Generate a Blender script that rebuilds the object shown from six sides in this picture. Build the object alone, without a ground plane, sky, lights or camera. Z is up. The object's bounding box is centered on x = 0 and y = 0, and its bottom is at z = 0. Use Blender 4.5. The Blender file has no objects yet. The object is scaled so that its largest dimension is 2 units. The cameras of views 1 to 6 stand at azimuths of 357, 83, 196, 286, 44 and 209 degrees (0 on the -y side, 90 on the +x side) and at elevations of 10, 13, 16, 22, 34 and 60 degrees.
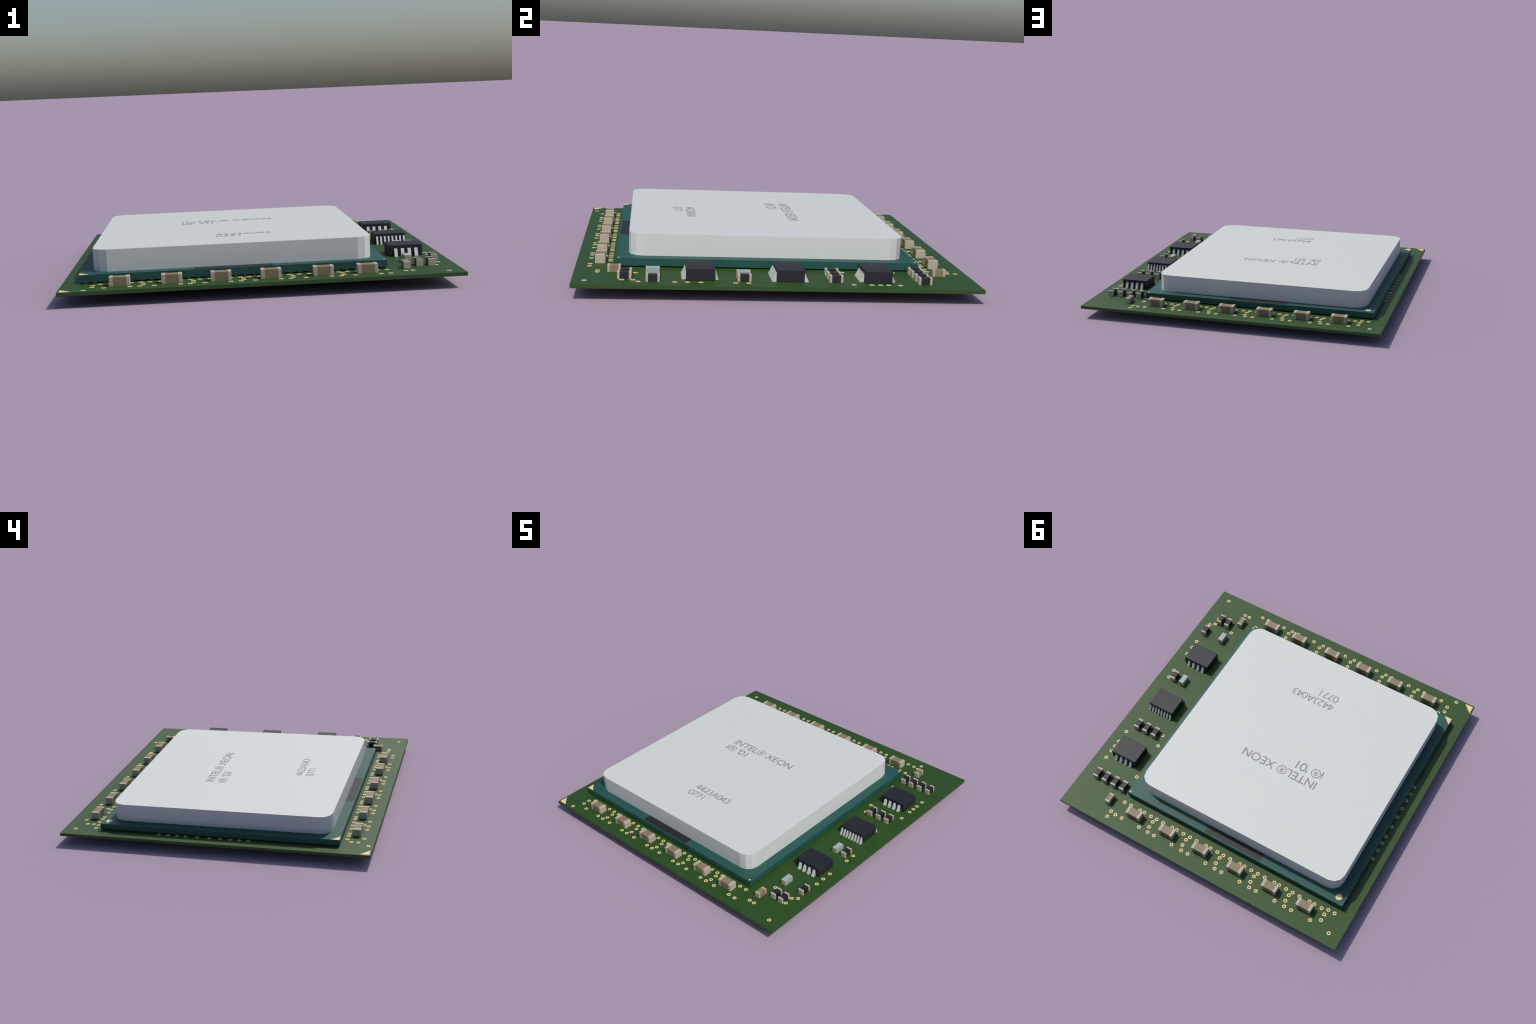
"""A server processor: pinned green interposer board, teal chip package with a
big light-grey heat spreader, rows of ceramic capacitors, three small
integrated circuits and gold-ringed vias.  All sizes in metres."""
import bpy, bmesh, math
from mathutils import Vector, Matrix

# ------------------------------------------------------------------ levels (z)
BOARD_BOTTOM, BOARD_TOP = 0.0581, 0.0770
PACKAGE_BOTTOM, PACKAGE_TOP = 0.0842, 0.1225
SPREADER_TOP = 0.2358

# ------------------------------------------------------------------ materials
def material(name, colour, roughness=0.5, specular=0.5, metallic=0.0,
             grain=0.03, grain_scale=60.0, bump=0.0):
    """Plain coated surface with a very faint colour grain in object space."""
    m = bpy.data.materials.new(name)
    m.use_nodes = True
    nt = m.node_tree
    bsdf = nt.nodes["Principled BSDF"]
    co = nt.nodes.new("ShaderNodeTexCoord")
    noise = nt.nodes.new("ShaderNodeTexNoise")
    noise.inputs["Scale"].default_value = grain_scale
    noise.inputs["Detail"].default_value = 3.0
    nt.links.new(co.outputs["Object"], noise.inputs["Vector"])
    ramp = nt.nodes.new("ShaderNodeValToRGB")
    lo = [c * (1.0 - grain) for c in colour]
    hi = [min(1.0, c * (1.0 + grain)) for c in colour]
    ramp.color_ramp.elements[0].position = 0.3
    ramp.color_ramp.elements[1].position = 0.7
    ramp.color_ramp.elements[0].color = (*lo, 1.0)
    ramp.color_ramp.elements[1].color = (*hi, 1.0)
    nt.links.new(noise.outputs["Fac"], ramp.inputs["Fac"])
    nt.links.new(ramp.outputs["Color"], bsdf.inputs["Base Color"])
    bsdf.inputs["Roughness"].default_value = roughness
    bsdf.inputs["Specular IOR Level"].default_value = specular
    bsdf.inputs["Metallic"].default_value = metallic
    if bump > 0.0:
        b = nt.nodes.new("ShaderNodeBump")
        b.inputs["Strength"].default_value = bump
        b.inputs["Distance"].default_value = 0.001
        nt.links.new(noise.outputs["Fac"], b.inputs["Height"])
        nt.links.new(b.outputs["Normal"], bsdf.inputs["Normal"])
    return m

ROUGH = 0.58
MAT = dict(
    board=material("green_solder_mask", (0.0155, 0.0565, 0.0035), ROUGH, grain=0.02),
    package=material("teal_laminate", (0.0078, 0.0668, 0.0578), ROUGH, grain=0.02),
    spreader=material("plated_metal", (0.528, 0.555, 0.537), ROUGH, grain=0.006, grain_scale=9.0),
    gold=material("gold_plating", (0.664, 0.546, 0.255), ROUGH, grain=0.02),
    ink=material("grey_print", (0.215, 0.195, 0.195), ROUGH, grain=0.02),
    overprint=material("dark_overprint", (0.0082, 0.0086, 0.0138), ROUGH),
    tan=material("tan_ceramic", (0.205, 0.162, 0.094), ROUGH, grain=0.02),
    tin=material("tinned_terminal", (0.392, 0.350, 0.268), ROUGH, grain=0.02),
    black=material("black_ceramic", (0.0082, 0.0086, 0.0138), ROUGH),
    blue=material("pale_blue_ceramic", (0.260, 0.366, 0.372), ROUGH, grain=0.02),
    epoxy=material("black_moulded_epoxy", (0.0082, 0.0086, 0.0138), ROUGH),
    lead=material("silver_lead", (0.480, 0.505, 0.490), ROUGH, grain=0.02),
    solder=material("solder_alloy", (0.600, 0.460, 0.200), ROUGH),
    pin=material("gold_pin", (0.640, 0.480, 0.220), 0.4, metallic=0.6),
)

# ------------------------------------------------------------------ helpers
def mesh_from(bm, name, mat):
    bmesh.ops.recalc_face_normals(bm, faces=bm.faces[:])
    me = bpy.data.meshes.new(name)
    bm.to_mesh(me)
    bm.free()
    me.materials.append(mat)
    return me

def place(name, mesh, parent=None, at=(0, 0, 0), turn=0.0):
    ob = bpy.data.objects.new(name, mesh)
    bpy.context.scene.collection.objects.link(ob)
    ob.parent = parent
    ob.location = at
    ob.rotation_euler = (0, 0, turn)
    return ob

def add_box(bm, x0, x1, y0, y1, z0, z1, bevel=0.0):
    tmp = bmesh.new()
    bmesh.ops.create_cube(tmp, size=1.0)
    for v in tmp.verts:
        v.co = Vector((x0 + (v.co.x + .5) * (x1 - x0),
                       y0 + (v.co.y + .5) * (y1 - y0),
                       z0 + (v.co.z + .5) * (z1 - z0)))
    if bevel:
        bmesh.ops.bevel(tmp, geom=tmp.edges[:], offset=bevel, segments=2,
                        profile=0.5, affect='EDGES')
    me = bpy.data.meshes.new("tmp")
    tmp.to_mesh(me); tmp.free()
    bm.from_mesh(me)
    bpy.data.meshes.remove(me)

def box_mesh(name, mat, sx, sy, sz, bevel=0.0, z0=0.0):
    """Box centred in x and y that stands on z0."""
    bm = bmesh.new()
    add_box(bm, -sx / 2, sx / 2, -sy / 2, sy / 2, z0, z0 + sz, bevel)
    return mesh_from(bm, name, mat)

def prism(bm, outline, z0, z1):
    """Extrude a 2D outline between two heights."""
    low = [bm.verts.new((x, y, z0)) for x, y in outline]
    top = [bm.verts.new((x, y, z1)) for x, y in outline]
    n = len(outline)
    bm.faces.new(low[::-1]); bm.faces.new(top)
    for i in range(n):
        j = (i + 1) % n
        bm.faces.new((low[i], low[j], top[j], top[i]))

def arc(cx, cy, rx, ry, a0, a1, n):
    return [(cx + rx * math.cos(math.radians(a0 + (a1 - a0) * i / n)),
             cy + ry * math.sin(math.radians(a0 + (a1 - a0) * i / n)))
            for i in range(n + 1)]

# ------------------------------------------------------------------ the thing
root = bpy.data.objects.new("computer_processor", None)
bpy.context.scene.collection.objects.link(root)
root["label"] = "square green processor board with grey metal lid and tiny parts"
root["category"] = "computer chip"

# ---- board
bm = bmesh.new()
add_box(bm, -1, 1, -1, 1, BOARD_BOTTOM, BOARD_TOP)
board = place("circuit_board", mesh_from(bm, "circuit_board", MAT["board"]), root)

# ---- chip package (teal laminate)
PX0, PX1, PY0, PY1 = -0.913, 0.641, -0.800, 0.752
bm = bmesh.new()
add_box(bm, PX0, PX1, PY0, PY1, PACKAGE_BOTTOM, PACKAGE_TOP)
package = place("chip_package", mesh_from(bm, "chip_package", MAT["package"]), root)

# ---- heat spreader: square lid, corners turned in three flat facets
SX0, SX1, SY0, SY1, SR = -0.8493, 0.577, -0.738, 0.688, 0.075
outline = (arc(SX1 - SR, SY1 - SR, SR, SR, 0, 90, 3) +
           arc(SX0 + SR, SY1 - SR, SR, SR, 90, 180, 3) +
           arc(SX0 + SR, SY0 + SR, SR, SR, 180, 270, 3) +
           arc(SX1 - SR, SY0 + SR, SR, SR, 270, 360, 3))
bm = bmesh.new()
prism(bm, outline, PACKAGE_TOP - 0.0004, SPREADER_TOP)
spreader = place("heat_spreader", mesh_from(bm, "heat_spreader", MAT["spreader"]), root)

# ---- gold corner triangles
def triangle(name, parent, x, y, side, z):
    bm = bmesh.new()
    prism(bm, [(0, 0), (side, 0), (0, side)], 0, 0.0007)
    place(name, mesh_from(bm, name, MAT["gold"]), parent, (x, y, z))
triangle("corner_mark", board, -0.990, -0.990, 0.057, BOARD_TOP)
triangle("corner_mark", package, -0.9122, -0.7992, 0.0505, PACKAGE_TOP)

# ---- gold dots on the package
def disc_mesh(name, r, n=32):
    bm = bmesh.new()
    prism(bm, arc(0, 0, r, r, 0, 360 - 360 / n, n - 1), 0, 0.0007)
    return mesh_from(bm, name, MAT["gold"])
small_dot = disc_mesh("locating_dot", 0.0058)
for x, y in ((0.626, -0.786), (0.626, 0.738)):
    place("locating_dot", small_dot, package, (x, y, PACKAGE_TOP))
place("locating_dot", disc_mesh("large_locating_dot", 0.0205), package, (-0.868, 0.708, PACKAGE_TOP))

# ---- dark overprinted blocks that run out from under the lid on two sides
for y0, y1 in ((-0.793, SY0 + 0.03), (SY1 - 0.03, 0.744)):
    bm = bmesh.new()
    add_box(bm, -0.334, 0.065, y0, y1, PACKAGE_TOP - 0.0005, PACKAGE_TOP + 0.0006)
    place("dark_overprint", mesh_from(bm, "dark_overprint", MAT["overprint"]), package)

# ---- many small copies of one shape joined into one mesh
def scatter_mesh(name, mat, build, spots, smooth=False):
    bm = bmesh.new()
    build(bm)
    bm.verts.ensure_lookup_table()
    tv = [v.co.copy() for v in bm.verts]
    tf = [[v.index for v in f.verts] for f in bm.faces]
    bm.free()
    verts, faces = [], []
    for s in spots:
        o = len(verts)
        verts += [(c.x + s[0], c.y + s[1], c.z + s[2]) for c in tv]
        faces += [[o + i for i in f] for f in tf]
    me = bpy.data.meshes.new(name)
    me.from_pydata(verts, [], faces)
    me.materials.append(mat)
    if smooth:
        me.shade_smooth()
    me.update()
    return me

# ---- solder balls between package and board (outer rows of the grid)
PITCH, BALL = 0.047, 0.0130
xs = [-0.1280 + PITCH * k for k in range(-16, 16)]
ys = [-0.7860 + PITCH * k for k in range(32)]
spots = [(x, y, BOARD_TOP + BALL - 0.0004) for i, x in enumerate(xs) for j, y in enumerate(ys)
         if min(i, j, len(xs) - 1 - i, len(ys) - 1 - j) <= 3]
balls = place("solder_balls", scatter_mesh(
    "solder_balls", MAT["solder"],
    lambda bm: bmesh.ops.create_uvsphere(bm, u_segments=14, v_segments=10, radius=BALL),
    spots, True), package)
balls["kind"] = "stuff"

# ---- contact pins: a square field well inside the underside of the board
P = 0.0477
def pin_shape(bm):
    bmesh.ops.create_cone(bm, cap_ends=True, segments=12, radius1=0.0058, radius2=0.0058,
                          depth=BOARD_BOTTOM + 0.001,
                          matrix=Matrix.Translation((0, 0, (BOARD_BOTTOM + 0.001) / 2)))
    bmesh.ops.create_cone(bm, cap_ends=True, segments=12, radius1=0.013, radius2=0.015,
                          depth=0.005, matrix=Matrix.Translation((0, 0, BOARD_BOTTOM - 0.002)))
pins = place("contact_pins", scatter_mesh(
    "contact_pins", MAT["pin"], pin_shape,
    [(i * P, j * P, 0) for i in range(-9, 10) for j in range(-9, 10)]), root)
pins["kind"] = "stuff"

# ------------------------------------------------------------------ vias
def ring_mesh(name, r_out, r_in, h, n=28):
    bm = bmesh.new()
    rows = []
    for r, z in ((r_in, 0), (r_in, h), (r_out, h), (r_out, 0)):
        rows.append([bm.verts.new((r * math.cos(2 * math.pi * k / n),
                                   r * math.sin(2 * math.pi * k / n), z)) for k in range(n)])
    for a in range(4):
        for k in range(n):
            q = (k + 1) % n
            bm.faces.new((rows[a][k], rows[a][q], rows[(a + 1) % 4][q], rows[(a + 1) % 4][k]))
    return mesh_from(bm, name, MAT["gold"])

via_mesh = ring_mesh("via", 0.0121, 0.0057, 0.0007)
vias = []
GROUPS = (0.585, 0.340, 0.0895, -0.157, -0.405, -0.652)       # one per big capacitor
for n, gx in enumerate(GROUPS):
    # back edge of the board
    vias += [(gx, .806), (gx + .048, .806), (gx - .069, .805), (gx - .102, .805), (gx - .153, .806),
             (gx, .910), (gx + .048, .910), (gx - .130, .908)]
    # front edge
    vias += [(gx, -.830), (gx + .048, -.830), (gx - .069, -.830), (gx - .102, -.830), (gx - .153, -.830),
             (gx, -.930), (gx + .048, -.930), (gx - .128, -.930)]
    if n:
        vias += [(gx + .060, .833), (gx + .060, .875), (gx + .0635, -.902), (gx + .0635, -.859)]
# ends of the two rows
vias += [(-.846, .796), (-.889, .796), (-.839, .833), (-.839, .875), (-.919, .925),
         (-.838, -.902), (-.838, -.859), (-.874, -.970), (.671, .903), (.671, .946)]
# left edge column
vias += [(-.920, y) for y in (-.230, -.172, -.114, -.049, .021, .100, .179, .234, .291, .357)]
# right edge column and the loose ones among the small parts
vias += [(.928, y) for y in (.359, .448, .491, .532, .591, -.686, -.512, -.451, -.387, -.221, -.157)]
vias += [(.702, .264), (.683, .346), (.671, .613), (.923, -.938), (.753, -.886), (.718, -.886),
         (.757, -.700), (.898, -.764), (.898, -.710)]
for x, y in vias:
    place("via", via_mesh, board, (x, y, BOARD_TOP - 0.0001))

# ------------------------------------------------------------------ chip components
def two_terminal(kind, length, width, height, cap, inset, body_mat):
    """Returns a builder: ceramic body along x with a proud metal cap on each end."""
    body = box_mesh(kind, body_mat, length - cap, width - 2 * inset, height - inset, 0.0008)
    end = box_mesh("terminal", MAT["tin"], cap, width, height, 0.0016)
    def build(x, y, turn=0.0):
        ob = place(kind, body, root, (x, y, BOARD_TOP - 0.0003), turn)
        for s in (-1, 1):
            place("terminal", end, ob, (s * (length - cap) / 2, 0, 0))
        return ob
    return build

big_capacitor = two_terminal("capacitor", 0.1022, 0.0522, 0.0470, 0.0190, 0.0014, MAT["tan"])
small_capacitor = two_terminal("capacitor", 0.0655, 0.0350, 0.0365, 0.0118, 0.0012, MAT["tan"])
resistor = two_terminal("resistor", 0.0675, 0.0354, 0.0370, 0.0118, 0.0018, MAT["black"])
inductor = two_terminal("inductor", 0.0680, 0.0350, 0.0376, 0.0118, 0.0008, MAT["blue"])

for x in (-.7040, -.4476, -.2050, .0420, .3030, .5232):
    big_capacitor(x, -.880)
for x in (.5220, .2755, .0315, -.2230, -.4700, -.7128):
    big_capacitor(x, .8535)
Q = math.pi / 2
for x, y in ((.734, -.8045), (.7215, .8395)):
    small_capacitor(x, y, Q)
for x, y in ((.7775, -.6165), (.8175, -.174)):
    inductor(x, y, Q)
for x, y in ((.872, -.752), (.811, -.750), (.9165, -.617), (.8875, -.175),
             (.8795, .2775), (.8155, .2770), (.7465, .2775),
             (.8955, .7215), (.8295, .7205), (.7605, .7200), (.6965, .7210)):
    resistor(x, y, Q)

# ---- three gull-wing integrated circuits
IC_X, IC_W, IC_L, IC_H = 0.8066, 0.1806, 0.1388, 0.1397 - BOARD_TOP
ic_body = box_mesh("integrated_circuit", MAT["epoxy"], IC_W, IC_L, IC_H, 0.0030)

def lead_mesh(width, reach, height):
    """Wedge that leaves the side wall high up and slopes out to the pad (towards -y)."""
    bm = bmesh.new()
    prof = [(0.002, 0.0), (-reach, 0.0), (-reach, 0.002), (0.0, height), (0.002, height)]
    left = [bm.verts.new((-width / 2, y, z)) for y, z in prof]
    right = [bm.verts.new((width / 2, y, z)) for y, z in prof]
    bm.faces.new(left); bm.faces.new(right[::-1])
    for i in range(len(prof)):
        j = (i + 1) % len(prof)
        bm.faces.new((left[i], right[i], right[j], left[j]))
    return mesh_from(bm, "lead", MAT["lead"])

wide_lead = lead_mesh(0.0176, 0.0203, 0.0435)
thin_lead = lead_mesh(0.0104, 0.0213, 0.0465)
for cy, lead, n, first, step in ((-0.3885, wide_lead, 4, 0.7520, 0.0366),
                                 (0.0505, thin_lead, 8, 0.7300, 0.02245),
                                 (0.4882, wide_lead, 4, 0.7520, 0.0366)):
    ic = place("integrated_circuit", ic_body, root, (IC_X, cy, BOARD_TOP - 0.0003))
    for k in range(n):
        x = first + step * k - IC_X
        place("lead", lead, ic, (x, -IC_L / 2, 0))
        place("lead", lead, ic, (x, IC_L / 2, 0), math.pi)

# ------------------------------------------------------------------ printed lettering
# Humanist sans capitals drawn as pen strokes; unit = cap height, x relative to glyph middle.
def loop(cx, cy, rx, ry, n=40):
    return arc(cx, cy, rx, ry, 0, 360, n)

W = 0.136
GLYPH = {
    "I": [[(0, 0), (0, 1)]],
    "1": [[(0, 0), (0, 1)]],
    "N": [[(-.39, 0), (-.39, 1)], [(-.385, .97), (.385, .03)], [(.39, 0), (.39, 1)]],
    "T": [[(-.45, .94), (.45, .94)], [(0, 0), (0, .93)]],
    "E": [[(-.24, 0), (-.24, 1)], [(-.24, .94), (.29, .94)], [(-.24, .52), (.25, .52)], [(-.24, .06), (.30, .06)]],
    "L": [[(-.24, 0), (-.24, 1)], [(-.24, .06), (.32, .06)]],
    "X": [[(-.43, 0), (.41, 1)], [(-.41, 1), (.43, 0)]],
    "O": [loop(0, .5, .475, .455)],
    "0": [loop(0, .5, .30, .455)],
    "i": [[(0, 0), (0, .67)], [(0, .80), (0, .92)]],
    "'": [[(.01, .68), (.03, 1.02)]],
    "2": [arc(-.02, .70, .25, .245, 150, -20, 16) + [(.16, .52), (-.10, .22), (-.27, .06)],
          [(-.31, .055), (.30, .055)]],
    "3": [arc(-.06, .735, .215, .21, 140, -75, 16), arc(-.08, .29, .275, .24, 80, -150, 18)],
    "4": [[(.13, 0), (.13, 1)], [(.11, .96), (-.315, .32)], [(-.36, .30), (.285, .30)]],
    "7": [[(-.29, .94), (.28, .94)], [(.25, .93), (-.20, 0)]],
    "A": [[(-.42, 0), (.01, 1)], [(.40, 0), (.01, 1)], [(-.27, .32), (.26, .32)]],
    "R": [[(-.30, -.02), (-.30, .98)], arc(-.02, .70, .27, .26, 90, -90, 14),
          [(-.30, .96), (-.02, .96)], [(-.30, .44), (-.02, .44)], [(-.02, .44), (.32, -.02)]],
}

def ribbon(bm, pts, width, z0, z1):
    """Flat pen stroke with square ends along a polyline; closed if ends meet."""
    pts = [Vector(p) for p in pts]
    closed = (pts[0] - pts[-1]).length < 1e-6
    if closed:
        pts = pts[:-1]
    n = len(pts)
    L, R = [], []
    for i, p in enumerate(pts):
        a = pts[i - 1] if (i or closed) else p
        b = pts[(i + 1) % n] if (i < n - 1 or closed) else p
        d1, d2 = (p - a), (b - p)
        d1 = d1.normalized() if d1.length > 1e-9 else d2.normalized()
        d2 = d2.normalized() if d2.length > 1e-9 else d1
        t = (d1 + d2).normalized()
        nrm = Vector((-t.y, t.x))
        k = width / 2 / max(0.5, nrm.dot(Vector((-d1.y, d1.x))))
        L.append(p + nrm * k); R.append(p - nrm * k)
    lt = [bm.verts.new((*q, z1)) for q in L]; rt = [bm.verts.new((*q, z1)) for q in R]
    lb = [bm.verts.new((*q, z0)) for q in L]; rb = [bm.verts.new((*q, z0)) for q in R]
    m = n if closed else n - 1
    for i in range(m):
        j = (i + 1) % n
        bm.faces.new((lt[i], rt[i], rt[j], lt[j]))
        bm.faces.new((lb[i], lb[j], rb[j], rb[i]))
        bm.faces.new((lt[i], lt[j], lb[j], lb[i]))
        bm.faces.new((rt[i], rb[i], rb[j], rt[j]))
    if not closed:
        bm.faces.new((lt[0], lb[0], rb[0], rt[0]))
        bm.faces.new((lt[-1], rt[-1], rb[-1], lb[-1]))

def glyph(ch, x, base, cap):
    bm = bmesh.new()
    strokes = []
    if ch == "(R)":
        strokes.append((loop(0, .5, .49, .49), .075))
        strokes += [([(px * .52 + .015, py * .52 + .25) for px, py in s], .085) for s in GLYPH["R"]]
        kind = "printed_symbol"
    else:
        strokes = [(s, W if cap > 0.055 else W * 0.88) for s in GLYPH[ch]]
        kind = ("printed_digit" if ch.isdigit() else
                "printed_letter" if ch.isalpha() else "printed_symbol")
    for i, (s, w) in enumerate(strokes):
        ribbon(bm, [(px * cap, py * cap) for px, py in s], w * cap, -0.0003, 0.0005 + 0.00008 * i)
    place(kind, mesh_from(bm, kind, MAT["ink"]), spreader, (x, base, SPREADER_TOP))

LINES = (
    (0.1405, 0.0570, (("I", -.3975), ("N", -.3560), ("T", -.2980), ("E", -.2500), ("L", -.2075),
                      ("X", -.0750), ("E", -.0235), ("O", .0320), ("N", .0980))),
    (0.0555, 0.0600, (("i", -.4000), ("'", -.2990), ("0", -.2690), ("1", -.2255))),
    (-.4265, 0.0510, (("4", -.1972), ("4", -.1612), ("2", -.1240), ("3", -.0885), ("A", -.0475),
                      ("0", -.0040), ("4", .0330), ("3", .0690))),
    (-.4995, 0.0510, (("0", -.1980), ("7", -.1610), ("7", -.1250), ("1", -.0875))),
)
for base, cap, chars in LINES:
    for ch, x in chars:
        glyph(ch, x, base, cap)
glyph("(R)", -.1580, .1395, .0610)
glyph("(R)", -.3590, .0555, .0610)
